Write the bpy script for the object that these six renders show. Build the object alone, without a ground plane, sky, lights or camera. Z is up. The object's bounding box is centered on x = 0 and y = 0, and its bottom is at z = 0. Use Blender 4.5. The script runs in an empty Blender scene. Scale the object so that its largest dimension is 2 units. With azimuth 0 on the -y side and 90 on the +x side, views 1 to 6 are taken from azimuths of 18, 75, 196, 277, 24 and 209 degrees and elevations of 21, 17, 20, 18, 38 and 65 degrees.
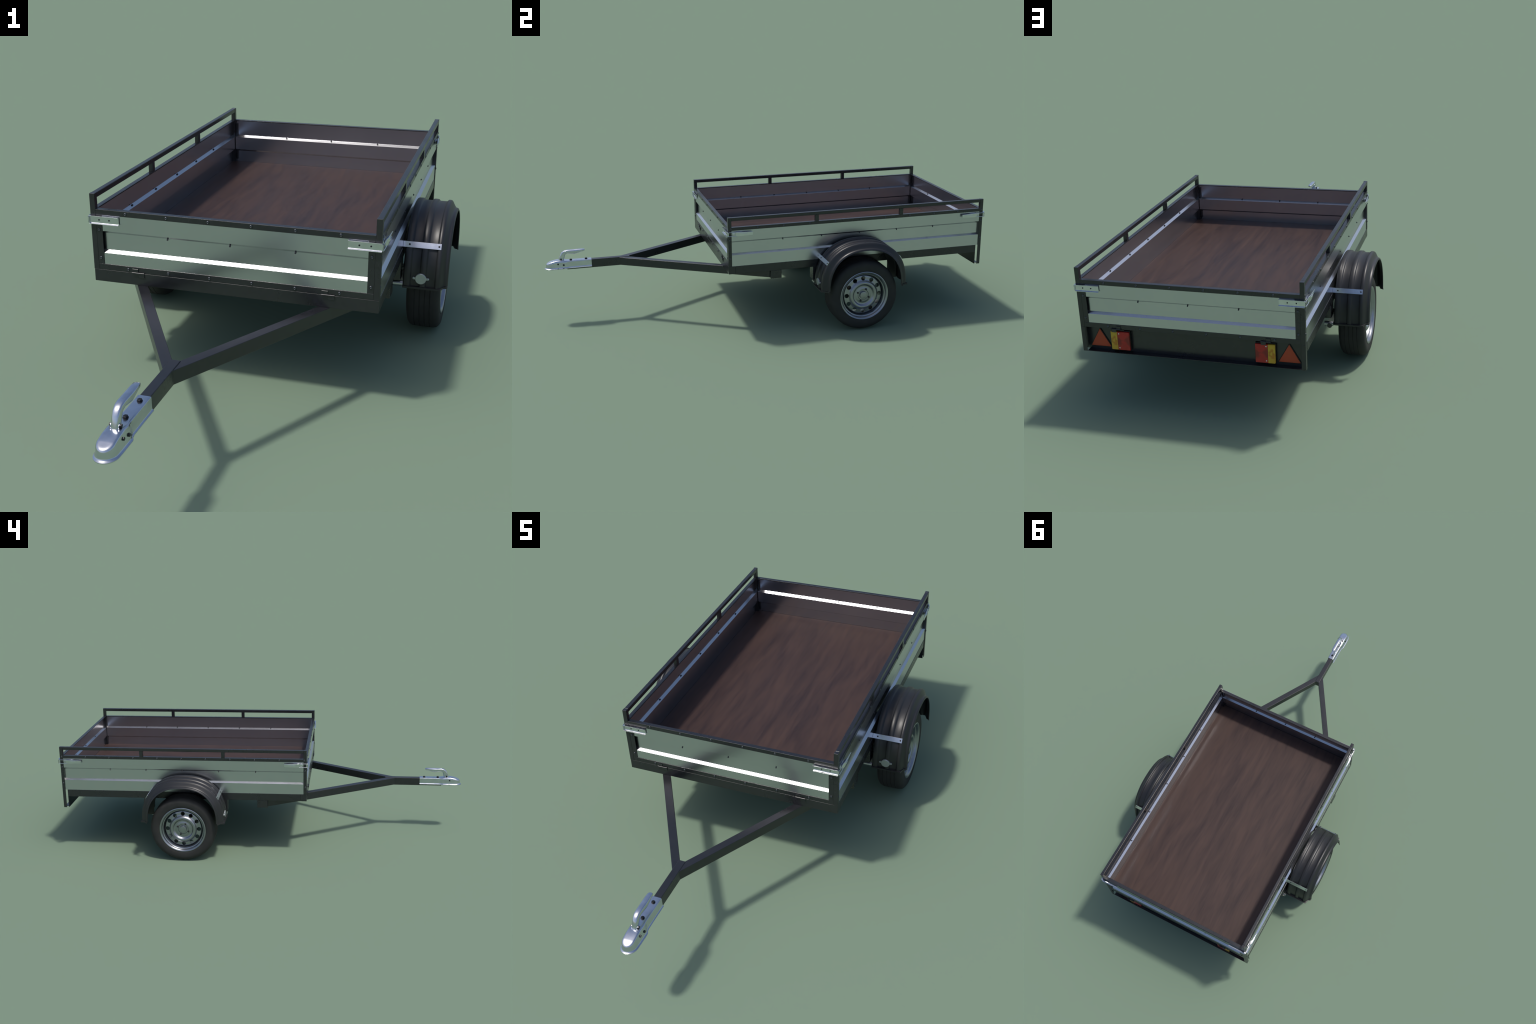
import bpy, bmesh, math, random
from math import sin, cos, pi, radians
from mathutils import Vector, Matrix

random.seed(7)

# ------------------------------------------------------------------ sizes (metres)
BX = 0.4025            # outer half width of the box
YF, YR = -0.223, 0.991  # front and rear faces of the box
TUBE = 0.0155          # square tube of posts and rails
Z_TOP = 0.5358         # top of the upper side rails
Z_RAIL = 0.492         # top of the gates and lower side rails
Z_BEAM = 0.2806        # underside of the chassis beams
Z_WALL = 0.3165        # lower edge of the walls
Z_FLOOR = 0.323        # loading floor
WX, WY, WR = 0.464, 0.370, 0.1603   # wheel: centre plane, axle position, radius


# ------------------------------------------------------------------ materials
class Nodes:
    def __init__(self, name):
        m = bpy.data.materials.new(name)
        m.use_nodes = True
        self.m, self.t = m, m.node_tree
        self.b = self.t.nodes["Principled BSDF"]
        self.co = self.t.nodes.new("ShaderNodeTexCoord")

    def new(self, kind, **kw):
        n = self.t.nodes.new(kind)
        for k, v in kw.items():
            setattr(n, k, v)
        return n

    def link(self, a, b):
        self.t.links.new(a, b)

    def mapping(self, scale=(1, 1, 1), rot=(0, 0, 0), loc=(0, 0, 0), src=None):
        n = self.new("ShaderNodeMapping")
        n.inputs["Scale"].default_value = scale
        n.inputs["Rotation"].default_value = rot
        n.inputs["Location"].default_value = loc
        self.link(src or self.co.outputs["Object"], n.inputs["Vector"])
        return n.outputs["Vector"]

    def noise(self, vec, scale, detail=3.0, rough=0.55, distortion=0.0):
        n = self.new("ShaderNodeTexNoise")
        n.inputs["Scale"].default_value = scale
        n.inputs["Detail"].default_value = detail
        n.inputs["Roughness"].default_value = rough
        n.inputs["Distortion"].default_value = distortion
        self.link(vec, n.inputs["Vector"])
        return n.outputs["Fac"]

    def ramp(self, fac, stops):
        n = self.new("ShaderNodeValToRGB")
        el = n.color_ramp.elements
        while len(el) < len(stops):
            el.new(0.5)
        for e, (p, c) in zip(el, stops):
            e.position = p
            e.color = (c, c, c, 1) if isinstance(c, (int, float)) else (*c, 1)
        self.link(fac, n.inputs["Fac"])
        return n.outputs["Color"]

    def mix(self, fac, a, b, mode="MIX"):
        n = self.new("ShaderNodeMix", data_type="RGBA", blend_type=mode)
        for sock, v in ((n.inputs[0], fac), (n.inputs[6], a), (n.inputs[7], b)):
            if isinstance(v, bpy.types.NodeSocket):
                self.link(v, sock)
            elif isinstance(v, (int, float)):
                sock.default_value = v
            else:
                sock.default_value = (*v, 1)
        return n.outputs[2]

    def math(self, op, a, b=0.0, c=0.0):
        n = self.new("ShaderNodeMath", operation=op)
        for sock, v in zip(n.inputs, (a, b, c)):
            if isinstance(v, bpy.types.NodeSocket):
                self.link(v, sock)
            else:
                sock.default_value = v
        return n.outputs[0]

    def bump(self, height, strength, dist=0.001):
        n = self.new("ShaderNodeBump")
        n.inputs["Strength"].default_value = strength
        n.inputs["Distance"].default_value = dist
        self.link(height, n.inputs["Height"])
        self.link(n.outputs["Normal"], self.b.inputs["Normal"])

    def set(self, **kw):
        for k, v in kw.items():
            s = self.b.inputs[k.replace("_", " ")]
            if isinstance(v, bpy.types.NodeSocket):
                self.link(v, s)
            elif isinstance(v, tuple):
                s.default_value = (*v, 1)
            else:
                s.default_value = v
        return self.m


def mat_galvanised():
    n = Nodes("galvanised_sheet")
    big = n.noise(n.mapping((3, 3, 1.2)), 3.0, 4)
    col = n.mix(n.ramp(big, [(0.3, 0.0), (0.75, 1.0)]), (0.575, 0.585, 0.625), (0.60, 0.61, 0.645))
    rgh = n.ramp(big, [(0.3, 0.245), (0.7, 0.26)])
    return n.set(Base_Color=col, Metallic=1.0, Roughness=rgh)


def mat_zinc(name, col, rough):
    n = Nodes(name)
    a = n.noise(n.mapping(), 45.0, 3)
    c = n.mix(n.ramp(a, [(0.3, 0.0), (0.7, 1.0)]), tuple(v * 0.93 for v in col), tuple(v * 1.04 for v in col))
    return n.set(Base_Color=c, Metallic=1.0, Roughness=n.ramp(a, [(0.3, rough * 0.92), (0.7, rough * 1.1)]))


def mat_black_paint():
    n = Nodes("black_paint")
    spots = n.noise(n.mapping(), 55.0, 3, 0.6)
    wide = n.noise(n.mapping((1, 1, 1)), 6.0, 4, 0.6)
    c = n.mix(n.ramp(spots, [(0.36, 1.0), (0.5, 0.0)]), (0.0128, 0.0136, 0.0172), (0.0092, 0.0098, 0.0126))  # base tinted blue to deepen the sky reflection seen on rail tops
    c = n.mix(n.ramp(wide, [(0.45, 0.0), (0.75, 0.5)]), c, (0.0152, 0.0158, 0.0192))
    rgh = n.ramp(wide, [(0.3, 0.25), (0.7, 0.34)])
    return n.set(Base_Color=c, Roughness=rgh, Specular_IOR_Level=0.78)


def mat_plain(name, col, rough, metallic=0.0, spec=0.5, grain=None):
    n = Nodes(name)
    a = n.noise(n.mapping(), grain or 40.0, 3)
    c = n.mix(n.ramp(a, [(0.3, 0.0), (0.7, 1.0)]), tuple(v * 0.9 for v in col), tuple(v * 1.08 for v in col))
    return n.set(Base_Color=c, Roughness=rough, Metallic=metallic, Specular_IOR_Level=spec)


def mat_rubber():
    n = Nodes("tyre_rubber")
    a = n.noise(n.mapping(), 30.0, 4)
    c = n.mix(n.ramp(a, [(0.35, 0.0), (0.7, 1.0)]), (0.0255, 0.0252, 0.0252), (0.0330, 0.0325, 0.0322))
    n.bump(n.noise(n.mapping(), 420.0, 2), 0.15, 0.0006)
    return n.set(Base_Color=c, Roughness=0.72, Specular_IOR_Level=0.35)


def mat_wood():
    n = Nodes("brown_plywood")
    # soft stained streaks running along the bed, bent by a wide swirl
    warp = n.new("ShaderNodeTexNoise")
    warp.inputs["Scale"].default_value = 2.3
    warp.inputs["Detail"].default_value = 2.0
    n.link(n.mapping((1.0, 0.6, 1)), warp.inputs["Vector"])
    shift = n.mix(0.09, n.mapping(), warp.outputs["Color"])
    streak = n.noise(n.mapping((11.0, 1.5, 1), rot=(0, 0, 0.07), src=shift), 2.6, 6, 0.60, 0.35)
    fine = n.noise(n.mapping((30.0, 3.0, 1), rot=(0, 0, -0.05), src=shift), 2.8, 5, 0.6, 0.3)
    wide = n.noise(n.mapping((1.0, 0.6, 1), loc=(3, 1, 0)), 4.0, 3)
    c = n.mix(n.ramp(streak, [(0.30, 0.0), (0.68, 1.0)]), (0.027, 0.0168, 0.0175), (0.066, 0.0380, 0.0310))
    c = n.mix(n.math("MULTIPLY", n.ramp(fine, [(0.35, 0.0), (0.75, 1.0)]), 0.50), c, (0.068, 0.0425, 0.0365))
    c = n.mix(n.math("MULTIPLY", n.ramp(wide, [(0.4, 0.0), (0.7, 1.0)]), 0.28), c, (0.062, 0.035, 0.025))
    return n.set(Base_Color=c, Roughness=n.ramp(streak, [(0.3, 0.42), (0.7, 0.52)]), Specular_IOR_Level=0.32)


def mat_lens(name, base, dark, size):
    # moulded plastic lens: darker bulb reflector shapes show through the middle
    n = Nodes(name)
    sep = n.new("ShaderNodeSeparateXYZ")
    wob = n.new("ShaderNodeTexNoise")
    wob.inputs["Scale"].default_value = 55.0
    n.link(n.co.outputs["Object"], wob.inputs["Vector"])
    n.link(n.mix(0.022, n.mapping(loc=(-0.011, -0.011, -0.011)), wob.outputs["Color"]), sep.inputs[0])
    x = n.math("ABSOLUTE", n.math("DIVIDE", sep.outputs[0], size[0]))
    z = n.math("ABSOLUTE", n.math("DIVIDE", sep.outputs[2], size[1]))
    if "red" in name:
        hour = n.math("SUBTRACT", n.math("ADD", n.math("MULTIPLY", x, 0.75), 0.10), z)
        f = n.ramp(hour, [(-0.1, 0.0), (0.35, 1.0)])
    else:
        r = n.math("SQRT", n.math("ADD", n.math("MULTIPLY", x, x), n.math("MULTIPLY", z, n.math("MULTIPLY", z, 2.2))))
        d = n.math("ABSOLUTE", n.math("SUBTRACT", r, 0.50))
        f = n.ramp(d, [(0.0, 1.0), (0.35, 0.0)])
    blotch = n.noise(n.mapping(), 70.0, 3)
    c = n.mix(n.math("MULTIPLY", f, 0.8), base, dark)
    c = n.mix(n.math("MULTIPLY", n.ramp(blotch, [(0.4, 0.0), (0.7, 1.0)]), 0.35), c, dark)
    return n.set(Base_Color=c, Roughness=0.28, Specular_IOR_Level=0.5)


def mat_reflex(name, a, b):
    n = Nodes(name)
    v = n.new("ShaderNodeTexVoronoi")
    v.inputs["Scale"].default_value = 330.0
    n.link(n.mapping(), v.inputs["Vector"])
    return n.set(Base_Color=n.mix(n.ramp(v.outputs["Distance"], [(0.1, 0.0), (0.6, 1.0)]), a, b), Roughness=0.35)


GALV = mat_galvanised()
ZINC = mat_zinc("zinc_plated_steel", (0.72, 0.74, 0.78), 0.20)
CAST = mat_zinc("polished_coupling_steel", (0.66, 0.69, 0.75), 0.22)
RIM = mat_zinc("silver_rim_steel", (0.35, 0.365, 0.395), 0.32)
SPRING = mat_zinc("spring_steel", (0.50, 0.52, 0.55), 0.35)
PAINT = mat_black_paint()
RIVET = mat_zinc("painted_rivet", (0.11, 0.115, 0.125), 0.36)
BOLT = mat_plain("black_bolt_steel", (0.035, 0.036, 0.040), 0.32, metallic=0.6)
DARK = mat_plain("dark_screw", (0.03, 0.03, 0.035), 0.4, metallic=0.5)
GUARD = mat_plain("mudguard_plastic", (0.0205, 0.0212, 0.0238), 0.40, grain=18.0)
RUBBER = mat_rubber()
WOOD = mat_wood()
HOUSING = mat_plain("lamp_housing_plastic", (0.010, 0.010, 0.010), 0.45)
RED_LENS = mat_lens("red_lens", (0.46, 0.020, 0.016), (0.17, 0.016, 0.012), (0.022, 0.034))
AMBER_LENS = mat_lens("amber_lens", (0.58, 0.38, 0.030), (0.42, 0.12, 0.010), (0.0122, 0.034))
REFLEX = mat_reflex("red_orange_reflector", (0.50, 0.042, 0.012), (0.42, 0.058, 0.020))
CLEAR = mat_plain("clear_reflector", (0.40, 0.43, 0.44), 0.30, metallic=0.55)


# ------------------------------------------------------------------ mesh helpers
def vface(bm, vs):
    try:
        return bm.faces.new(vs)
    except ValueError:
        return None


def prism(bm, poly, axis, a, b):
    """Extrude a 2D polygon along axis ('x','y','z') from a to b."""
    def p(u, v, w):
        return {"x": (w, u, v), "y": (u, w, v), "z": (u, v, w)}[axis]
    lo = [bm.verts.new(p(u, v, a)) for u, v in poly]
    hi = [bm.verts.new(p(u, v, b)) for u, v in poly]
    n = len(poly)
    for i in range(n):
        vface(bm, [lo[i], lo[(i + 1) % n], hi[(i + 1) % n], hi[i]])
    vface(bm, lo[::-1])
    vface(bm, hi)


def box(bm, x0, x1, y0, y1, z0, z1):
    prism(bm, [(x0, y0), (x1, y0), (x1, y1), (x0, y1)], "z", z0, z1)


def lathe(bm, prof, segs, axis="x", closed=False, centre=(0, 0, 0)):
    """Turn a profile of (along, radius) pairs about an axis."""
    rings = []
    for a, r in prof:
        ring = []
        for k in range(segs):
            t = 2 * pi * k / segs
            c, s = r * cos(t), r * sin(t)
            q = {"x": (a, c, s), "y": (s, a, c), "z": (c, s, a)}[axis]
            ring.append(bm.verts.new(Vector(q) + Vector(centre)))
        rings.append(ring)
    m = len(rings)
    for i in range(m if closed else m - 1):
        r0, r1 = rings[i], rings[(i + 1) % m]
        for k in range(segs):
            vface(bm, [r0[k], r0[(k + 1) % segs], r1[(k + 1) % segs], r1[k]])
    if not closed:
        vface(bm, rings[0][::-1])
        vface(bm, rings[-1])
    return [v for ring in rings for v in ring]


def cyl(bm, p, d, r, length, segs=12, dome=0.0, chamfer=0.0):
    """Cylinder from p along d; dome > 0 rounds its far end."""
    prof = [(0, r), (length - max(chamfer, dome), r)]
    if chamfer:
        prof.append((length, r - chamfer))
    if dome:
        for i in (1, 2, 3):
            a = i / 3.5 * pi / 2
            prof.append((length - dome + dome * sin(a), r * cos(a)))
    made = lathe(bm, prof, segs, "z")
    q = Vector((0, 0, 1)).rotation_difference(Vector(d).normalized()).to_matrix()
    for v in made:
        v.co = q @ v.co + Vector(p)


def sweep(bm, path, r, segs=10, cyclic=False):
    """Round wire along a path."""
    pts = [Vector(p) for p in path]
    n = len(pts)
    rings = []
    for i, p in enumerate(pts):
        a = pts[(i - 1) % n] if cyclic or i > 0 else p
        b = pts[(i + 1) % n] if cyclic or i < n - 1 else p
        t = (b - a).normalized()
        side = t.cross(Vector((0.13, 0.31, 0.94))).normalized()
        up = side.cross(t)
        rings.append([bm.verts.new(p + r * (cos(2 * pi * k / segs) * side + sin(2 * pi * k / segs) * up)) for k in range(segs)])
    for i in range(n if cyclic else n - 1):
        for k in range(segs):
            vface(bm, [rings[i][k], rings[i][(k + 1) % segs], rings[(i + 1) % n][(k + 1) % segs], rings[(i + 1) % n][k]])
    if not cyclic:
        vface(bm, rings[0][::-1])
        vface(bm, rings[-1])


def bevel(bm, width, segs=2, angle=30):
    bmesh.ops.recalc_face_normals(bm, faces=bm.faces)
    es = [e for e in bm.edges if len(e.link_faces) == 2 and e.calc_face_angle(0) > radians(angle)]
    bmesh.ops.bevel(bm, geom=es, offset=width, segments=segs, profile=0.5, affect="EDGES", clamp_overlap=True)


COL = bpy.context.scene.collection


def smooth(me, angle=35):
    """Smooth shading with sharp edges above an angle."""
    bm = bmesh.new()
    bm.from_mesh(me)
    for e in bm.edges:
        if len(e.link_faces) == 2:
            e.smooth = e.calc_face_angle(0) < radians(angle)
    for f in bm.faces:
        f.smooth = True
    bm.to_mesh(me)
    bm.free()


def harden(me):
    """Flat faces stay flat beside small bevels: area-weighted corner normals."""
    nrm = [p.normal.copy() for p in me.polygons]
    area = [p.area for p in me.polygons]
    at = [[] for _ in me.vertices]
    for p in me.polygons:
        for v in p.vertices:
            at[v].append(p.index)
    out = []
    for p in me.polygons:
        for v in p.vertices:
            n = Vector((0, 0, 0))
            for q in at[v]:
                if nrm[q].dot(nrm[p.index]) > 0.45:
                    n += nrm[q] * area[q]
            out.append(n.normalized() if n.length > 0 else nrm[p.index])
    me.polygons.foreach_set("use_smooth", [True] * len(me.polygons))
    me.normals_split_custom_set(out)


def add(name, data, parent, loc=(0, 0, 0)):
    ob = bpy.data.objects.new(name, data)
    COL.objects.link(ob)
    ob.parent = parent
    ob.location = loc
    return ob


def finish(name, bm, mat, parent, bev=0.0, segs=2, angle=35, origin=None, flat=False):
    if bev:
        bevel(bm, bev, segs)
    bmesh.ops.recalc_face_normals(bm, faces=bm.faces)
    o = Vector(origin) if origin else Vector((0, 0, 0))
    if origin:
        for v in bm.verts:
            v.co -= o
    me = bpy.data.meshes.new(name)
    bm.to_mesh(me)
    bm.free()
    if bev and not flat:
        harden(me)
        me["hard"] = 1
    elif not flat:
        smooth(me, angle)
    for m in mat if isinstance(mat, list) else [mat]:
        me.materials.append(m)
    return add(name, me, parent, o - world_loc(parent))


def world_loc(ob):
    v = Vector((0, 0, 0))
    while ob is not None:
        v += ob.location
        ob = ob.parent
    return v


def mirrored(ob, parent):
    """The same part on the other side (x -> -x)."""
    bm = bmesh.new()
    bm.from_mesh(ob.data)
    for v in bm.verts:
        v.co.x = -v.co.x
    bmesh.ops.reverse_faces(bm, faces=bm.faces)
    me = bpy.data.meshes.new(ob.data.name)
    bm.to_mesh(me)
    bm.free()
    for m in ob.data.materials:
        me.materials.append(m)
    if ob.data.get("hard"):
        harden(me)
    w = world_loc(ob)
    return add(ob.name.split(".")[0], me, parent, Vector((-w.x, w.y, w.z)) - world_loc(parent))


def both(ob, parent=None):
    return ob, mirrored(ob, parent if parent is not None else ob.parent)


# ------------------------------------------------------------------ the trailer
root = bpy.data.objects.new("car_trailer", None)
COL.objects.link(root)
root["label"] = "small open car trailer with galvanised sides and brown floor"
root["category"] = "trailer"


# ---- chassis: beams, cross members, drawbar
bm = bmesh.new()
box(bm, 0.3715, 0.4014, -0.1925, 0.9638, Z_BEAM, 0.3158)
both(finish("side_beam", bm, PAINT, root, 0.0010))

bm = bmesh.new()
box(bm, -0.4018, 0.4018, -0.2228, -0.1930, Z_BEAM, 0.3158)
box(bm, -0.2360, 0.2360, -0.2050, -0.1950, Z_BEAM - 0.0045, Z_BEAM - 0.0002)
finish("front_beam", bm, PAINT, root, 0.0006)

bm = bmesh.new()
box(bm, -0.4005, 0.4005, -0.0325, 0.0180, 0.2425, Z_BEAM - 0.0002)
finish("cross_member", bm, PAINT, root, 0.0012)

bm = bmesh.new()
for y in (0.12, 0.37, 0.62, 0.86):
    box(bm, -0.3712, 0.3712, y - 0.015, y + 0.015, 0.2850, 0.3120)
finish("floor_bearer", bm, PAINT, root, 0.0010)

# drawbar arms splay from the coupling bar to the cross member
p0, p1 = Vector((0.0128, -0.6590)), Vector((0.3862, -0.0330))
u = (p1 - p0).normalized()
nrm = Vector((-u.y, u.x)) * 0.0280
bm = bmesh.new()
st = p0 - u * 0.012
prism(bm, [tuple(st), tuple(p1), tuple(p1 + nrm), tuple(st + nrm + u * 0.040)], "z", 0.2440, 0.2803)
both(finish("drawbar_arm", bm, PAINT, root, 0.0014))

bm = bmesh.new()
box(bm, -0.0128, 0.0128, -0.899, -0.6110, 0.2430, 0.2824)
finish("drawbar", bm, PAINT, root, 0.0022, 3)

# ---- corner posts and side rails
bm = bmesh.new()
box(bm, BX - TUBE, BX, YF, YF + TUBE, 0.3160, Z_TOP)
both(finish("corner_post", bm, PAINT, root, 0.0008))
bm = bmesh.new()
box(bm, BX - TUBE, BX, YR - TUBE, YR, 0.3158, Z_TOP)
prism(bm, [(BX - TUBE, YR), (BX - TUBE, YR - 0.0022), (BX - 0.0022, YR - 0.0022), (BX - 0.0022, YR - TUBE), (BX, YR - TUBE), (BX, YR)], "z", 0.2225, 0.3158)
both(finish("corner_post", bm, PAINT, root, 0.0008))

ya, yb = YF + TUBE, YR - TUBE
bm = bmesh.new()
box(bm, BX - TUBE + 0.0005, BX - 0.0002, ya, yb, Z_TOP - 0.0150, Z_TOP - 0.0001)
bevel(bm, 0.0016, 3)
prism(bm, [(BX - TUBE + 0.0005, Z_RAIL), (BX - TUBE + 0.0005, Z_RAIL - 0.0036), (BX - 0.0016, Z_RAIL - 0.0036), (BX - 0.0016, Z_RAIL - 0.0140), (BX - 0.0002, Z_RAIL - 0.0140), (BX - 0.0002, Z_RAIL)], "y", ya, yb)
for y in (0.181, 0.583):
    box(bm, BX - TUBE + 0.0008, BX - 0.0005, y - 0.0082, y + 0.0082, Z_RAIL, Z_TOP - 0.0150)
SIDE_RAIL = both(finish("side_rail", bm, PAINT, root, 0.0009))

# ---- pressed sheet walls: the middle band is pushed inwards
STEP = 0.0095


def wall_profile(bottom, top, t=0.0020):
    """(inward depth, height) outline of the pressed sheet."""
    out = [(0, bottom), (0, 0.3663), (STEP, 0.3738), (STEP, 0.4226), (0, 0.4301), (0, top)]
    return out + [(d + t, z) for d, z in reversed(out)]


bm = bmesh.new()
prism(bm, [(0.4003 - d, z) for d, z in wall_profile(0.3157, Z_RAIL - 0.0040)], "y", ya + 0.0001, yb - 0.0001)
SIDE_WALL = both(finish("side_wall", bm, GALV, root, flat=True))

# slope of the upper step, for the screws that go through it (inward, up)
sl = Vector((0.0075, 0.0095)).normalized()


def wall_screw(bm, place):
    """place maps (inward depth, along, height) to a world point."""
    c = (STEP / 2, 0.4264)
    a = place(c[0] + sl.x * 0.0018, 0, c[1] + sl.y * 0.0018)
    b = place(c[0] + sl.x * 0.0044, 0, c[1] + sl.y * 0.0044)
    d = b - a
    cyl(bm, a, d, 0.0032, 0.0022, 6)
    cyl(bm, a, -d, 0.0024, 0.0088, 8)


for sgn, wall in zip((1, -1), SIDE_WALL):
    for y in (0.7418, 0.5630, 0.3835, 0.2041, 0.0240):
        bm = bmesh.new()
        wall_screw(bm, lambda d, s, z: Vector((sgn * (0.4003 - d), y + s, z)))
        finish("wall_screw", bm, DARK, wall, origin=(sgn * 0.396, y, 0.426))

# rivets: one shared mesh, turned to each face
bm = bmesh.new()
lathe(bm, [(0.0, 0.0045), (0.0006, 0.0045), (0.0016, 0.0036), (0.0020, 0.0024), (0.0012, 0.0016), (0.0012, 0.0004)], 16, "x")
bmesh.ops.recalc_face_normals(bm, faces=bm.faces)
rivet_me = bpy.data.meshes.new("rivet")
bm.to_mesh(rivet_me)
bm.free()
smooth(rivet_me, 50)
rivet_me.materials.append(RIVET)


def rivet(p, yaw, parent):
    r = add("rivet", rivet_me, parent, Vector(p) - world_loc(parent))
    r.rotation_euler = (random.uniform(0, 6.28), 0, yaw)


for sgn, rail in zip((1, -1), SIDE_RAIL):
    yaw = 0 if sgn > 0 else pi
    for i in range(11):
        rivet((sgn * (BX - 0.0003), 0.9819 - i * 0.11925, 0.4855 if 0 < i < 10 else 0.4865), yaw, rail)
    for y in (0.9835, -0.2155):
        for z in (0.4345, 0.3513):
            rivet((sgn * (BX - 0.0002), y, z), yaw, rail)


# ---- front and rear gates
def gate(name, yface, out):
    """out = -1 for the front, +1 for the rear; the gate lies inside yface."""
    def yy(d):
        return yface - out * d
    bm = bmesh.new()
    xi, xo = 0.3695, 0.3869
    prism(bm, [(yy(0.0002), 0.4763), (yy(0.0013), 0.4763), (yy(0.0013), Z_RAIL - 0.0036), (yy(TUBE), Z_RAIL - 0.0036), (yy(TUBE), Z_RAIL - 0.0002), (yy(0.0002), Z_RAIL - 0.0002)], "x", -xo, xo)
    for s in (-1, 1):
        box(bm, *sorted((s * xi, s * xo)), *sorted((yy(0.0002), yy(0.0013))), 0.3332, 0.4763)
        box(bm, *sorted((s * 0.3785, s * xo)), *sorted((yy(0.0014), yy(0.0090))), 0.3332, 0.4763)
    box(bm, -xo, xo, *sorted((yy(0.0002), yy(0.0009 + 0.0004))), 0.3163, 0.3332)
    fr = finish(name, bm, PAINT, root, 0.0005)
    bm = bmesh.new()
    prism(bm, [(yy(0.0016 + d), z) for d, z in wall_profile(0.3160, Z_RAIL - 0.0040)], "x", -0.3862, 0.3862)
    finish("gate_sheet", bm, GALV, fr, flat=True)
    yaw = out * pi / 2
    for i in range(6):
        x = -0.2980 + i * 0.1192
        rivet((x, yy(0.0), 0.4842), yaw, fr)
        rivet((x, yy(0.0), 0.3245), yaw, fr)
    for s in (-1, 1):
        for z in (0.4333, 0.3511):
            rivet((s * 0.3790, yy(0.0), z), yaw, fr)
    for x in (-0.1780, 0.0, 0.1790):
        bm = bmesh.new()
        wall_screw(bm, lambda d, s, z: Vector((x + s, yy(0.0016 + d), z)))
        finish("gate_screw", bm, DARK, fr, origin=(x, yy(0.006), 0.426))
    # hinges: pin with an upper and a lower tab
    for s in (-1, 1):
        xa = s * 0.2680
        bm = bmesh.new()
        box(bm, *sorted((xa + (-1 if out < 0 else 1) * 0.0, xa - 0.0170)), *sorted((yy(0.0), yy(-0.0022))), 0.3165, 0.3285)
        box(bm, xa + 0.0005, xa + 0.0178, *sorted((yy(0.0), yy(-0.0022))), 0.3045, 0.3168)
        bevel(bm, 0.0004, 1)
        cyl(bm, (xa - 0.0175, yy(-0.0028), 0.3170), (1, 0, 0), 0.0021, 0.0357, 12)
        finish("hinge", bm, PAINT, fr, origin=(xa, yface, 0.317))
    return fr


gate("front_gate", YF, -1)
gate("rear_gate", YR, 1)

# ---- floor
bm = bmesh.new()
box(bm, -0.3980, 0.3980, -0.2186, 0.9866, Z_FLOOR - 0.0068, Z_FLOOR)
finish("floor_board", bm, WOOD, root)

# ---- rear light panel with bottom flange
bm = bmesh.new()
prism(bm, [(0.9640, 0.2228), (0.9905, 0.2228), (0.9905, 0.2246), (0.9658, 0.2246), (0.9658, 0.3158), (0.9640, 0.3158)], "x", -0.3869, 0.3869)
for s in (-1, 1):
    box(bm, *sorted((s * 0.3869, s * 0.4008)), 0.9640, 0.9657, 0.2229, 0.3157)
PANEL = finish("rear_light_panel", bm, PAINT, root, 0.0003, 1)


def screw(bm, p, d, r, h, segs=10):
    cyl(bm, p, d, r, h, segs, dome=h * 0.6)


for s in (1, -1):
    # lamp: black housing, amber lens outside, red lens inside
    xc = s * 0.2613
    bm = bmesh.new()
    box(bm, xc - 0.0352, xc + 0.0352, 0.9659, 0.9768, 0.2318, 0.3062)
    LAMP = finish("tail_lamp", bm, HOUSING, PANEL, 0.0020, 3, origin=(xc, 0.9659, 0.268))
    for nm, mt, a, b in (("amber_lens", AMBER_LENS, 0.2713, 0.2957), ("red_lens", RED_LENS, 0.2268, 0.2711)):
        bm = bmesh.new()
        xa, xb = sorted((s * a, s * b))
        box(bm, xa, xb, 0.9770, 0.9835, 0.2337, 0.3027)
        bmesh.ops.recalc_face_normals(bm, faces=bm.faces)
        inner = s * 0.2712
        es = [e for e in bm.edges if not all(abs(v.co.x - inner) < 0.0004 for v in e.verts) and not all(v.co.y < 0.978 for v in e.verts)]
        bmesh.ops.bevel(bm, geom=es, offset=0.0026, segments=3, profile=0.6, affect="EDGES")
        finish(nm, bm, mt, LAMP, origin=((xa + xb) / 2, 0.978, 0.2682))
    for z in (0.2950, 0.2420):
        bm = bmesh.new()
        screw(bm, (s * 0.2650, 0.9834, z), (0, 1, 0), 0.0024, 0.0010)
        finish("lens_screw", bm, ZINC, LAMP, origin=(s * 0.2650, 0.9834, z))
    # bracket above the lamp
    bm = bmesh.new()
    box(bm, s * 0.262 - 0.0165, s * 0.262 + 0.0165, 0.9659, 0.9800, 0.3070, 0.3098)
    finish("lamp_bracket", bm, PAINT, PANEL, 0.0004, 1)
    # reflecting triangle on a dark backing
    xt, zt = s * 0.3415, 0.2372

    def tri(grow):
        w, h = 0.0375 + grow * 1.73, 0.0655
        return [(xt - w, zt - grow), (xt + w, zt - grow), (xt, zt + h + 2 * grow)]
    bm = bmesh.new()
    prism(bm, tri(0.0022), "y", 0.9659, 0.9692)
    TR = finish("reflector_backing", bm, HOUSING, PANEL, 0.0008, 2)
    bm = bmesh.new()
    prism(bm, tri(0.0), "y", 0.9693, 0.9708)
    finish("warning_triangle", bm, REFLEX, TR, 0.0005, 1)


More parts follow.
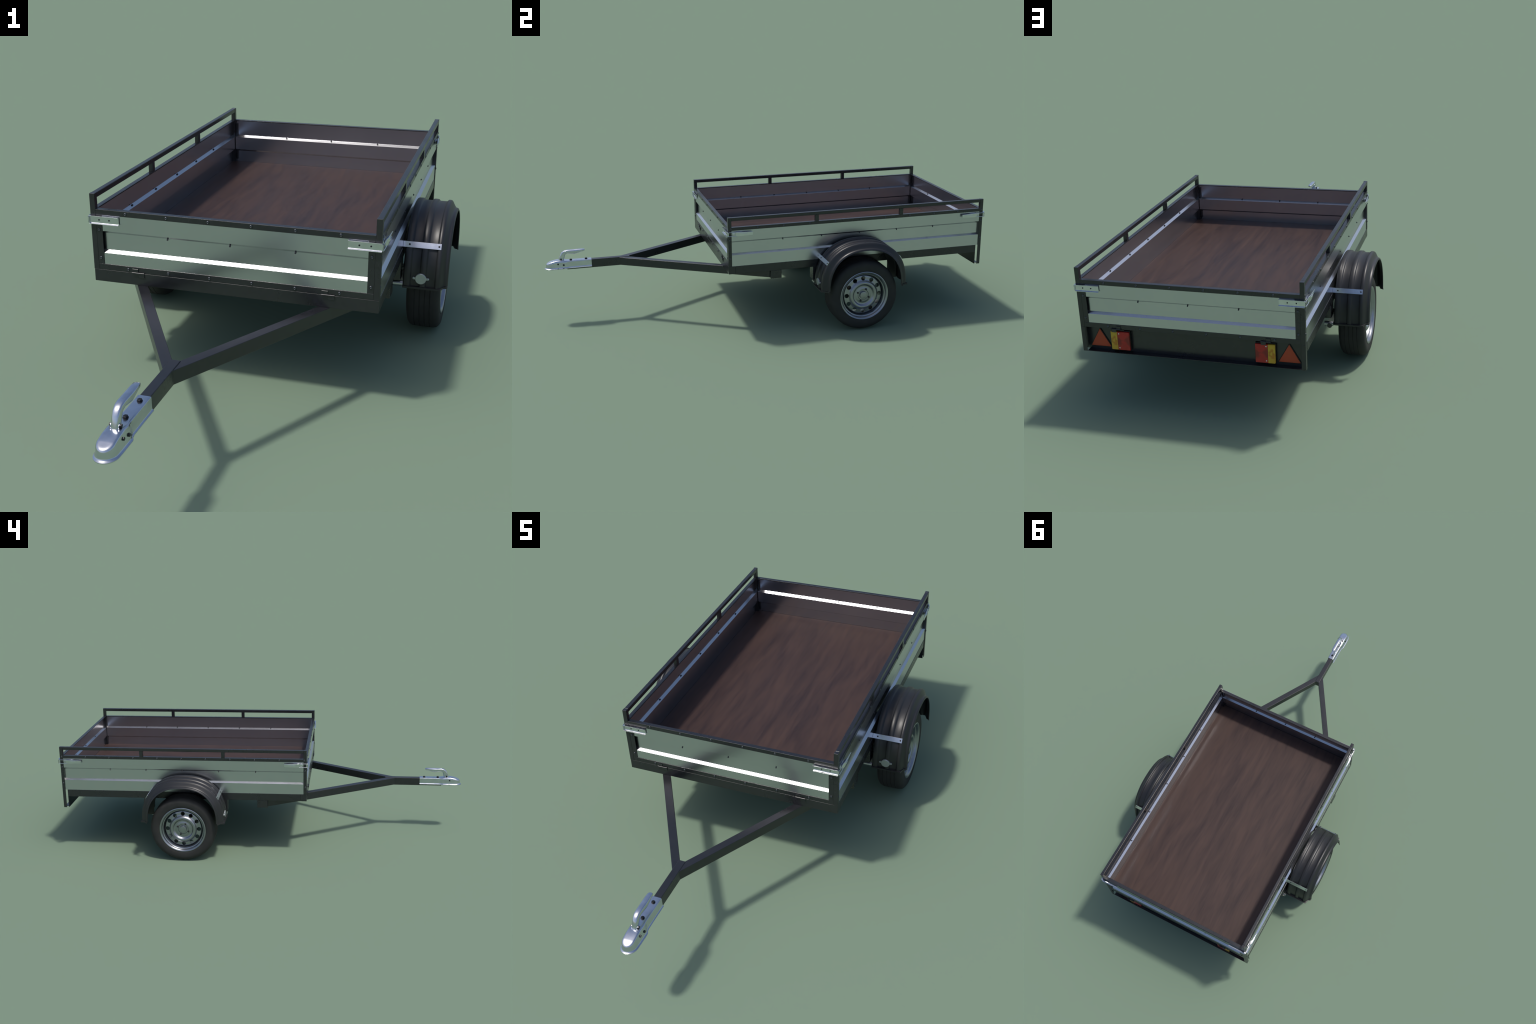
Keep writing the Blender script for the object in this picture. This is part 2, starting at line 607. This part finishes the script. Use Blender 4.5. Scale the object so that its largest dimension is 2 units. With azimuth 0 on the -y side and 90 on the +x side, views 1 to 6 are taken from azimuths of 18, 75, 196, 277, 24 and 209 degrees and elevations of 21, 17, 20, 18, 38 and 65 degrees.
# ---- corner latches: grooved keeper on the gate, wire loop, over-centre lever on the side
def latch(s, out):
    yface = YF if out < 0 else YR
    def yy(d):
        return yface + out * d
    zc = 0.4630
    bm = bmesh.new()
    # channel with lips bent outwards
    chan = [(0.0010, 0.4516), (0.0085, 0.4508), (0.0085, 0.4526), (0.0034, 0.4536), (0.0028, 0.4545),
            (0.0028, 0.4715), (0.0034, 0.4724), (0.0085, 0.4732), (0.0085, 0.4750), (0.0010, 0.4742)]
    prism(bm, [(yy(d), z) for d, z in chan], "x", *sorted((s * 0.3172, s * 0.4042)))
    keep = finish("latch_keeper", bm, ZINC, root, 0.0003, 1, angle=50)
    for x in (0.3460, 0.3760):
        bm = bmesh.new()
        screw(bm, (s * x, yy(0.0027), zc), (0, out, 0), 0.0024, 0.0016)
        finish("latch_screw", bm, DARK, keep)
    # lever assembly on the side wall
    ye = yface                                   # corner
    def al(d):                                   # distance along the side from the corner
        return ye - out * d
    bm = bmesh.new()
    x0 = 0.4004
    # loop of flat wire round the corner
    h = 0.0088
    pts = [(s * 0.4080, al(0.050), zc + h * .8), (s * 0.4085, al(0.030), zc + h), (s * 0.4078, al(0.004), zc + h), (s * 0.4068, al(-0.0055), zc + h * .95),
           (s * 0.4068, al(-0.0055), zc - h * .95), (s * 0.4078, al(0.004), zc - h), (s * 0.4085, al(0.030), zc - h), (s * 0.4080, al(0.050), zc - h * .8)]
    sweep(bm, pts, 0.0014, 8)
    # hook tongue in the loop
    box(bm, *sorted((s * 0.4042, s * 0.4062)), *sorted((al(-0.0072), al(0.0018))), zc - 0.0085, zc + 0.0085)
    loop = finish("latch_loop", bm, ZINC, keep, angle=50)
    bm = bmesh.new()
    # base pad with pivot
    box(bm, *sorted((s * x0, s * 0.4026)), *sorted((al(0.0185), al(0.0620))), zc - 0.0078, zc + 0.0078)
    bevel(bm, 0.0005, 1)
    cyl(bm, (s * 0.4060, al(0.0330), zc - 0.0085), (0, 0, 1), 0.0026, 0.0170, 12)
    finish("latch_base", bm, ZINC, keep, angle=50)
    bm = bmesh.new()
    # tapered handle, its tip standing off the wall
    side = [(0.4045, 0.0360), (0.4085, 0.0330), (0.4120, 0.0480), (0.4125, 0.0800), (0.4135, 0.1085), (0.4108, 0.1085), (0.4080, 0.0700), (0.4040, 0.0600)]
    n = len(side)
    lo = [bm.verts.new((s * x, al(d), zc - (0.0100 - 0.032 * max(0, d - 0.04)))) for x, d in side]
    hi = [bm.verts.new((s * x, al(d), zc + (0.0100 - 0.032 * max(0, d - 0.04)))) for x, d in side]
    for i in range(n):
        vface(bm, [lo[i], lo[(i + 1) % n], hi[(i + 1) % n], hi[i]])
    vface(bm, lo[::-1])
    vface(bm, hi)
    bevel(bm, 0.0018, 3)
    # rib down the middle of the handle
    ribs = [(0.4112, 0.0480), (0.4134, 0.0540), (0.4140, 0.0760), (0.4128, 0.0860)]
    prism(bm, [(s * x, al(d)) for x, d in ribs], "z", zc - 0.0024, zc + 0.0024)
    finish("latch_lever", bm, ZINC, keep, angle=40)


for s in (1, -1):
    latch(s, -1)
    latch(s, 1)


# ------------------------------------------------------------------ mudguards
GY, GZ = 0.3680, 0.2080


def guard_mesh():
    # cross-section: (x, offset from the base curve): three ribs, sloping skirt, lip
    rib = 0.0056
    sec = [(0.4062, -0.0310), (0.4068, -0.0060), (0.4078, 0.0), (0.4098, rib * 0.7), (0.4125, rib), (0.4190, rib * 1.02), (0.4262, rib), (0.4286, rib * 0.75), (0.4306, 0.0007), (0.4325, 0.0),
           (0.4430, 0.0), (0.4545, 0.0), (0.4562, 0.0007), (0.4580, rib * 0.75), (0.4602, rib), (0.4660, rib * 1.02), (0.4722, rib), (0.4744, rib * 0.75), (0.4764, 0.0007), (0.4782, 0.0),
           (0.4880, 0.0), (0.5000, 0.0), (0.5016, 0.0007), (0.5034, rib * 0.75), (0.5056, rib), (0.5095, rib * 1.02), (0.5130, rib * 0.92), (0.5163, rib * 0.4), (0.5198, -0.0048),
           (0.5245, -0.0130), (0.5278, -0.0178), (0.5295, -0.0188), (0.5330, -0.0193), (0.5358, -0.0210), (0.5380, -0.0268)]
    # stations along the arch: straight foot, near-circular hoop, straight foot
    stations = []
    foot = 0.1990
    for k in range(0, 49):
        t = pi * k / 48
        stations.append((t, 0.0))
    rows = []

    def point(t, x, off, drop=0.0, flare=0.0):
        if flare > 0.004 and x < 0.520 and off > -0.005:
            off = rib
        a, b = 0.1938 + off + flare, 0.1942 + off * 0.90
        e = 2 / 2.30
        c, s = cos(t), sin(t)
        y = GY - math.copysign(abs(c) ** e, c) * a
        z = GZ + drop + (abs(s) ** e) * b
        return (x, y, z)
    bm = bmesh.new()
    seq = [(0, -0.0100, 0.0044), (0, -0.0040, 0.0047), (0, -0.0034, 0.0005)] + [(t, 0, 0) for t, _ in stations] + [(pi, -0.0034, 0.0005), (pi, -0.0040, 0.0047), (pi, -0.0100, 0.0044)]
    for t, drop, flare in seq:
        rows.append([bm.verts.new(point(t, x, off, drop, flare)) for x, off in sec])
    for r0, r1 in zip(rows, rows[1:]):
        for i in range(len(sec) - 1):
            vface(bm, [r0[i], r0[i + 1], r1[i + 1], r1[i]])
    bmesh.ops.recalc_face_normals(bm, faces=bm.faces)
    return bm


bm = guard_mesh()
# give it a wall thickness towards the wheel
sheet = bpy.data.meshes.new("guard_sheet")
bm.to_mesh(sheet)
bm.free()
tmp = bpy.data.objects.new("guard_sheet", sheet)
COL.objects.link(tmp)
up = max(sheet.polygons, key=lambda p: p.center.z)
so = tmp.modifiers.new("wall", "SOLIDIFY")
so.thickness = 0.0026
so.offset = -1.0 if up.normal.z > 0 else 1.0
dep = bpy.context.evaluated_depsgraph_get()
bm = bmesh.new()
bm.from_mesh(tmp.evaluated_get(dep).to_mesh())
bpy.data.objects.remove(tmp)
GUARDS = both(finish("mudguard", bm, GUARD, root, angle=52))


def on_guard(t, off):
    a, b = 0.1938 + off, 0.1942 + off * 0.90
    e = 2 / 2.30
    c, s = cos(t), sin(t)
    return Vector((GY - math.copysign(abs(c) ** e, c) * a, GZ + abs(s) ** e * b))


for guard, sgn in zip(GUARDS, (1, -1)):
    # flat steel straps from the wall over the ribs, front and rear
    for t in (radians(33.0), radians(180 - 33.0)):
        c = on_guard(t, 0.0062)
        d = (on_guard(t + 0.02, 0.0062) - on_guard(t - 0.02, 0.0062)).normalized()
        nn = Vector((-d.y, d.x))
        if nn.dot(c - Vector((GY, GZ))) < 0:
            nn = -nn
        q = [c - d * 0.0090 - nn * 0.0012, c + d * 0.0090 - nn * 0.0012, c + d * 0.0090 + nn * 0.0012, c - d * 0.0090 + nn * 0.0012]
        bm = bmesh.new()
        prism(bm, [tuple(p) for p in q], "x", *sorted((sgn * 0.4006, sgn * 0.5125)))
        strap = finish("mudguard_strap", bm, ZINC, guard, 0.0003, 1)
        for x in (0.4195, 0.5060):
            bm = bmesh.new()
            p = c + nn * 0.0011
            screw(bm, (sgn * x, p.x, p.y), (0, nn.x, nn.y), 0.0030, 0.0020)
            finish("strap_screw", bm, DARK, strap)
    # round reflector with two ears on the front foot
    bm = bmesh.new()
    yb_ = on_guard(radians(7), 0.0040).x
    cyl(bm, (sgn * 0.4606, yb_ + 0.002, 0.2300), (0, -1, 0), 0.0166, 0.0080, 40, chamfer=0.0012)
    box(bm, sgn * 0.4606 - 0.0220, sgn * 0.4606 + 0.0220, yb_ - 0.0030, yb_ + 0.002, 0.2268, 0.2332)
    for e in (-1, 1):
        cyl(bm, (sgn * 0.4606 + e * 0.0215, yb_ + 0.002, 0.2300), (0, -1, 0), 0.0034, 0.0058, 14, dome=0.0015)
    finish("round_reflector", bm, CLEAR, guard, angle=30)


# ------------------------------------------------------------------ wheels
def build_wheel(side):
    hub = bpy.data.objects.new("wheel", None)
    COL.objects.link(hub)
    hub.parent = root
    hub.location = (side * WX, WY, WR)
    hub.rotation_euler = (0, 0, 0)

    def loc(prof):
        return [(side * (x - WX), r) for x, r in prof]

    def part(name, bm, mat, angle=35):
        bmesh.ops.recalc_face_normals(bm, faces=bm.faces)
        me = bpy.data.meshes.new(name)
        bm.to_mesh(me)
        bm.free()
        smooth(me, angle)
        me.materials.append(mat)
        return add(name, me, hub)

    # tyre with four tread grooves
    tread = []
    for g in (0.4400, 0.4555, 0.4710, 0.4865):
        tread += [(g - 0.0014, WR), (g - 0.0006, WR - 0.0016), (g + 0.0006, WR - 0.0016), (g + 0.0014, WR)]
    prof = [(0.4230, 0.1020), (0.4160, 0.1120), (0.4132, 0.1250), (0.4128, 0.1370), (0.4158, 0.1480), (0.4225, 0.1560), (0.4310, WR - 0.0006)]
    prof += tread
    prof += [(0.4965, WR - 0.0006), (0.5055, 0.1565), (0.5110, 0.1505), (0.5140, 0.1445), (0.5152, 0.1360), (0.5150, 0.1250), (0.5132, 0.1150), (0.5095, 0.1095), (0.4980, 0.1020)]
    bm = bmesh.new()
    lathe(bm, loc(prof), 72, "x", closed=True)
    part("tyre", bm, RUBBER, 40)

    # rim: flange and barrel
    prof = [(0.5085, 0.1075), (0.5110, 0.1128), (0.5138, 0.1130), (0.5150, 0.1105), (0.5128, 0.1060), (0.5085, 0.1035), (0.5040, 0.1020), (0.5020, 0.1002),
            (0.5012, 0.0975), (0.4960, 0.0955), (0.4880, 0.0945), (0.4700, 0.0925), (0.4300, 0.0940), (0.4190, 0.1010), (0.4170, 0.1100), (0.4200, 0.1105), (0.4320, 0.1000), (0.4720, 0.0985), (0.4980, 0.1000)]
    bm = bmesh.new()
    lathe(bm, loc(prof), 72, "x", closed=True)
    part("rim", bm, RIM, 40)

    # pressed disc with twelve round openings
    face = [(0.4830, 0.0938), (0.4875, 0.0900), (0.4918, 0.0880), (0.4935, 0.0840), (0.4940, 0.0740), (0.4950, 0.0690), (0.4985, 0.0650), (0.5035, 0.0620),
            (0.5058, 0.0580), (0.5055, 0.0525), (0.5025, 0.0485), (0.4985, 0.0462), (0.4965, 0.0430), (0.4968, 0.0360), (0.4985, 0.0335), (0.4985, 0.0255), (0.4965, 0.0235), (0.4965, 0.0100)]
    back = [(x - 0.0028, max(r - 0.0004, 0.0100)) for x, r in reversed(face)]
    bm = bmesh.new()
    lathe(bm, loc(face + back), 96, "x", closed=True)
    disc = part("wheel_disc", bm, RIM, 40)
    bm = bmesh.new()
    for k in range(12):
        t = k * pi / 6
        cyl(bm, (side * 0.006, 0.0770 * sin(t), 0.0770 * cos(t)), (side, 0, 0), 0.0100, 0.045, 28)
    bmesh.ops.recalc_face_normals(bm, faces=bm.faces)
    me = bpy.data.meshes.new("cutter")
    bm.to_mesh(me)
    bm.free()
    cut = bpy.data.objects.new("cutter", me)
    COL.objects.link(cut)
    cut.parent = hub
    bo = disc.modifiers.new("holes", "BOOLEAN")
    bo.operation = "DIFFERENCE"
    bo.solver = "EXACT"
    bo.object = cut
    bpy.context.view_layer.update()
    dg = bpy.context.evaluated_depsgraph_get()
    res = bpy.data.meshes.new_from_object(disc.evaluated_get(dg))
    disc.modifiers.clear()
    disc.data = res
    smooth(res, 40)
    bpy.data.objects.remove(cut)

    # hub cap and four wheel bolts
    bm = bmesh.new()
    lathe(bm, loc([(0.4900, 0.0172), (0.5035, 0.0172), (0.5055, 0.0162), (0.5062, 0.0140), (0.5066, 0.0006)]), 40, "x")
    part("hub_cap", bm, RIM, 40)
    for k in range(4):
        t = radians(-25 + 90 * k)
        p = (side * (0.4978 - WX), -side * 0.0290 * sin(t), 0.0290 * cos(t))
        bm = bmesh.new()
        cyl(bm, p, (side, 0, 0), 0.0046, 0.0052, 6, chamfer=0.0008)
        part("wheel_bolt", bm, BOLT)
    # brake drum behind the disc
    bm = bmesh.new()
    lathe(bm, loc([(0.4300, 0.0560), (0.4320, 0.0650), (0.4740, 0.0650), (0.4790, 0.0600), (0.4900, 0.0260)]), 40, "x")
    part("brake_drum", bm, BOLT)


build_wheel(1)
build_wheel(-1)

# ---- axle and leaf springs
bm = bmesh.new()
cyl(bm, (-0.4350, WY, WR), (1, 0, 0), 0.0150, 0.8700, 20)
finish("axle", bm, PAINT, root)

bm = bmesh.new()
N = 28
for lvl, (ya_, yb_, t) in enumerate(((0.176, 0.576, 0.0034), (0.225, 0.515, 0.0034), (0.275, 0.465, 0.0034))):
    top, bot = [], []
    for k in range(N + 1):
        y = ya_ + (yb_ - ya_) * k / N
        z = 0.1790 + 0.030 * ((y - 0.375) / 0.2) ** 2 - lvl * 0.0036
        top.append((y, z))
        bot.append((y, z - t))
    prism(bm, top + bot[::-1], "x", 0.3770, 0.4070)
for y in (0.176, 0.578):
    cyl(bm, (0.3760, y, 0.2075), (1, 0, 0), 0.0090, 0.0320, 18)
box(bm, 0.3740, 0.4100, 0.352, 0.390, 0.1740, 0.1880)
both(finish("leaf_spring", bm, SPRING, root, angle=30))

bm = bmesh.new()
box(bm, 0.3560, 0.4008, 0.1640, 0.2080, 0.2195, Z_BEAM - 0.0002)
both(finish("spring_bracket", bm, PAINT, root, 0.0010))
bm = bmesh.new()
prism(bm, [(0.530, Z_BEAM - 0.0002), (0.580, Z_BEAM - 0.0002), (0.586, 0.2320), (0.570, 0.2280), (0.532, 0.2280)], "x", 0.3760, 0.4005)
bevel(bm, 0.0010)
cyl(bm, (0.3960, 0.5760, 0.2030), (0, 1, 0), 0.0092, 0.0130, 18)
both(finish("spring_shackle", bm, PAINT, root))


# ------------------------------------------------------------------ ball coupling
def coupling():
    stations = [(-0.7870, 0.0205), (-0.8400, 0.0206), (-0.8850, 0.0210), (-0.8960, 0.0222), (-0.9020, 0.0258), (-0.9080, 0.0274), (-0.9250, 0.0278), (-0.9500, 0.0278), (-0.9680, 0.0274)]
    yc, rr = -0.9680, 0.0274
    arc = [(yc - rr * 1.16 * sin(a), rr * cos(a)) for a in [pi / 2 * k / 9 for k in range(1, 10)]]
    half = stations + arc[:-1]
    tip = (yc - rr * 1.16, 0.0)

    def ztop(y):
        pts = [(-0.78, 0.2846), (-0.893, 0.2846), (-0.905, 0.2862), (-0.920, 0.2898), (-0.934, 0.2900), (-0.950, 0.2880), (-0.970, 0.2836), (-0.985, 0.2785), (-1.0, 0.2735)]
        for (y0, z0), (y1, z1) in zip(pts, pts[1:]):
            if y1 <= y <= y0:
                f = (y0 - y) / (y0 - y1)
                f = f * f * (3 - 2 * f) if z1 > z0 else f
                return z0 + (z1 - z0) * f
        return pts[-1][1]

    def inset(p, d):
        y, x = p
        if y > yc:
            return (y, max(x - d, 0.0005))
        # shrink the nose arc towards its centre
        k = (rr - d) / rr
        return (yc + (y - yc) * k, max(x * k, 0.0005))
    # (inset, share of it kept on the narrow channel, height share of the roof, height)
    levels = [(0.0010, 1, None, 0.2498), (0.0, 1, None, 0.2508), (0.0, 1, None, 0.2526), (0.0028, 0.8, None, 0.2540), (0.0046, 0.8, None, 0.2554), (0.0054, 0.76, None, 0.2584),
              (0.0058, 0.72, 0.45, 0), (0.0063, 0.68, 0.72, 0), (0.0074, 0.60, 0.88, 0), (0.0094, 0.54, 0.96, 0), (0.0122, 0.52, 0.992, 0), (0.0152, 0.56, 1.0, 0)]

    def keep(y, k):
        f = min(max((-0.893 - y) / 0.016, 0), 1)
        return k + (1 - k) * f * f * (3 - 2 * f)
    bm = bmesh.new()
    rings = []
    for d, k, f, z in levels:
        right, left = [], []
        for p in half:
            y, x = inset(p, d * keep(p[0], k))
            # the channel part is narrower than the head, so the roof edge is tighter there
            h = z if f is None else 0.2580 + (ztop(y) - 0.2580) * f
            right.append(bm.verts.new((x, y, h)))
            left.append(bm.verts.new((-x, y, h)))
        y, _ = inset(tip, d)
        h = z if f is None else 0.2580 + (ztop(y) - 0.2580) * f
        rings.append(right + [bm.verts.new((0, y, h))] + left[::-1])
    n = len(rings[0])
    for a, b in zip(rings, rings[1:]):
        for i in range(n - 1):
            vface(bm, [a[i], a[i + 1], b[i + 1], b[i]])
    for ring in (rings[0], rings[-1]):
        for i in range(n // 2):
            j = n - 1 - i
            vs = [ring[i], ring[i + 1], ring[j - 1], ring[j]]
            vs = list(dict.fromkeys(vs))
            if len(vs) > 2:
                vface(bm, vs)
    # rear end
    vface(bm, [r[0] for r in rings] + [r[-1] for r in reversed(rings)])
    cpl = finish("ball_coupling", bm, CAST, root, angle=42)

    # hand lever: swan neck and grip
    spine = [(-0.9262, 0.2840, 0.0086, 0.0152), (-0.9236, 0.2960, 0.0088, 0.0148), (-0.9190, 0.3085, 0.0090, 0.0140), (-0.9140, 0.3185, 0.0092, 0.0126), (-0.9060, 0.3250, 0.0096, 0.0108), (-0.8940, 0.3276, 0.0100, 0.0096), (-0.8800, 0.3268, 0.0103, 0.0112), (-0.8620, 0.3258, 0.0106, 0.0132), (-0.8460, 0.3276, 0.0103, 0.0104), (-0.8320, 0.3292, 0.0096, 0.0078), (-0.8210, 0.3297, 0.0086, 0.0066), (-0.8145, 0.3290, 0.0060, 0.0042)]
    bm = bmesh.new()
    rows = []
    for i, (y, z, w, h) in enumerate(spine):
        a = spine[max(i - 1, 0)]
        b = spine[min(i + 1, len(spine) - 1)]
        t = Vector((b[0] - a[0], b[1] - a[1])).normalized()
        nv = Vector((-t.y, t.x))
        row = []
        for k in range(20):
            an = 2 * pi * k / 20
            cx = math.copysign(abs(cos(an)) ** 0.62, cos(an)) * w
            cn = math.copysign(abs(sin(an)) ** 0.62, sin(an)) * (h if sin(an) < 0 else h * 0.62)
            row.append(bm.verts.new((cx, y + nv.x * cn, z + nv.y * cn)))
        rows.append(row)
    for a, b in zip(rows, rows[1:]):
        for k in range(20):
            vface(bm, [a[k], a[(k + 1) % 20], b[(k + 1) % 20], b[k]])
    vface(bm, rows[0][::-1])
    vface(bm, rows[-1])
    lev = finish("coupling_lever", bm, CAST, cpl, angle=60)
    for s in (-1, 1):
        bm = bmesh.new()
        cyl(bm, (s * 0.0082, -0.9240, 0.2915), (s, 0, 0), 0.0072, 0.0018, 16)
        finish("lever_cheek", bm, CAST, lev)
        bm = bmesh.new()
        cyl(bm, (s * 0.0094, -0.9238, 0.2933), (s, 0, 0), 0.0042, 0.0044, 6, chamfer=0.0008)
        finish("coupling_bolt", bm, BOLT, lev)
    for p, d, r, h in (((0, -0.8106, 0.2843), (0, 0, 1), 0.0058, 0.0044), ((0, -0.8799, 0.2843), (0, 0, 1), 0.0058, 0.0044),
                       ((0.0205, -0.9141, 0.2685), (1, 0, 0), 0.0042, 0.0040), ((0.0200, -0.9389, 0.2745), (1, 0, 0), 0.0042, 0.0042),
                       ((-0.0200, -0.9389, 0.2745), (-1, 0, 0), 0.0042, 0.0042)):
        bm = bmesh.new()
        cyl(bm, p, d, r * 1.12, h * 0.35, 16)
        cyl(bm, Vector(p) + Vector(d) * h * 0.3, d, r, h * 0.9, 6, chamfer=0.0009)
        finish("coupling_bolt", bm, BOLT, cpl)


coupling()
bpy.context.view_layer.update()
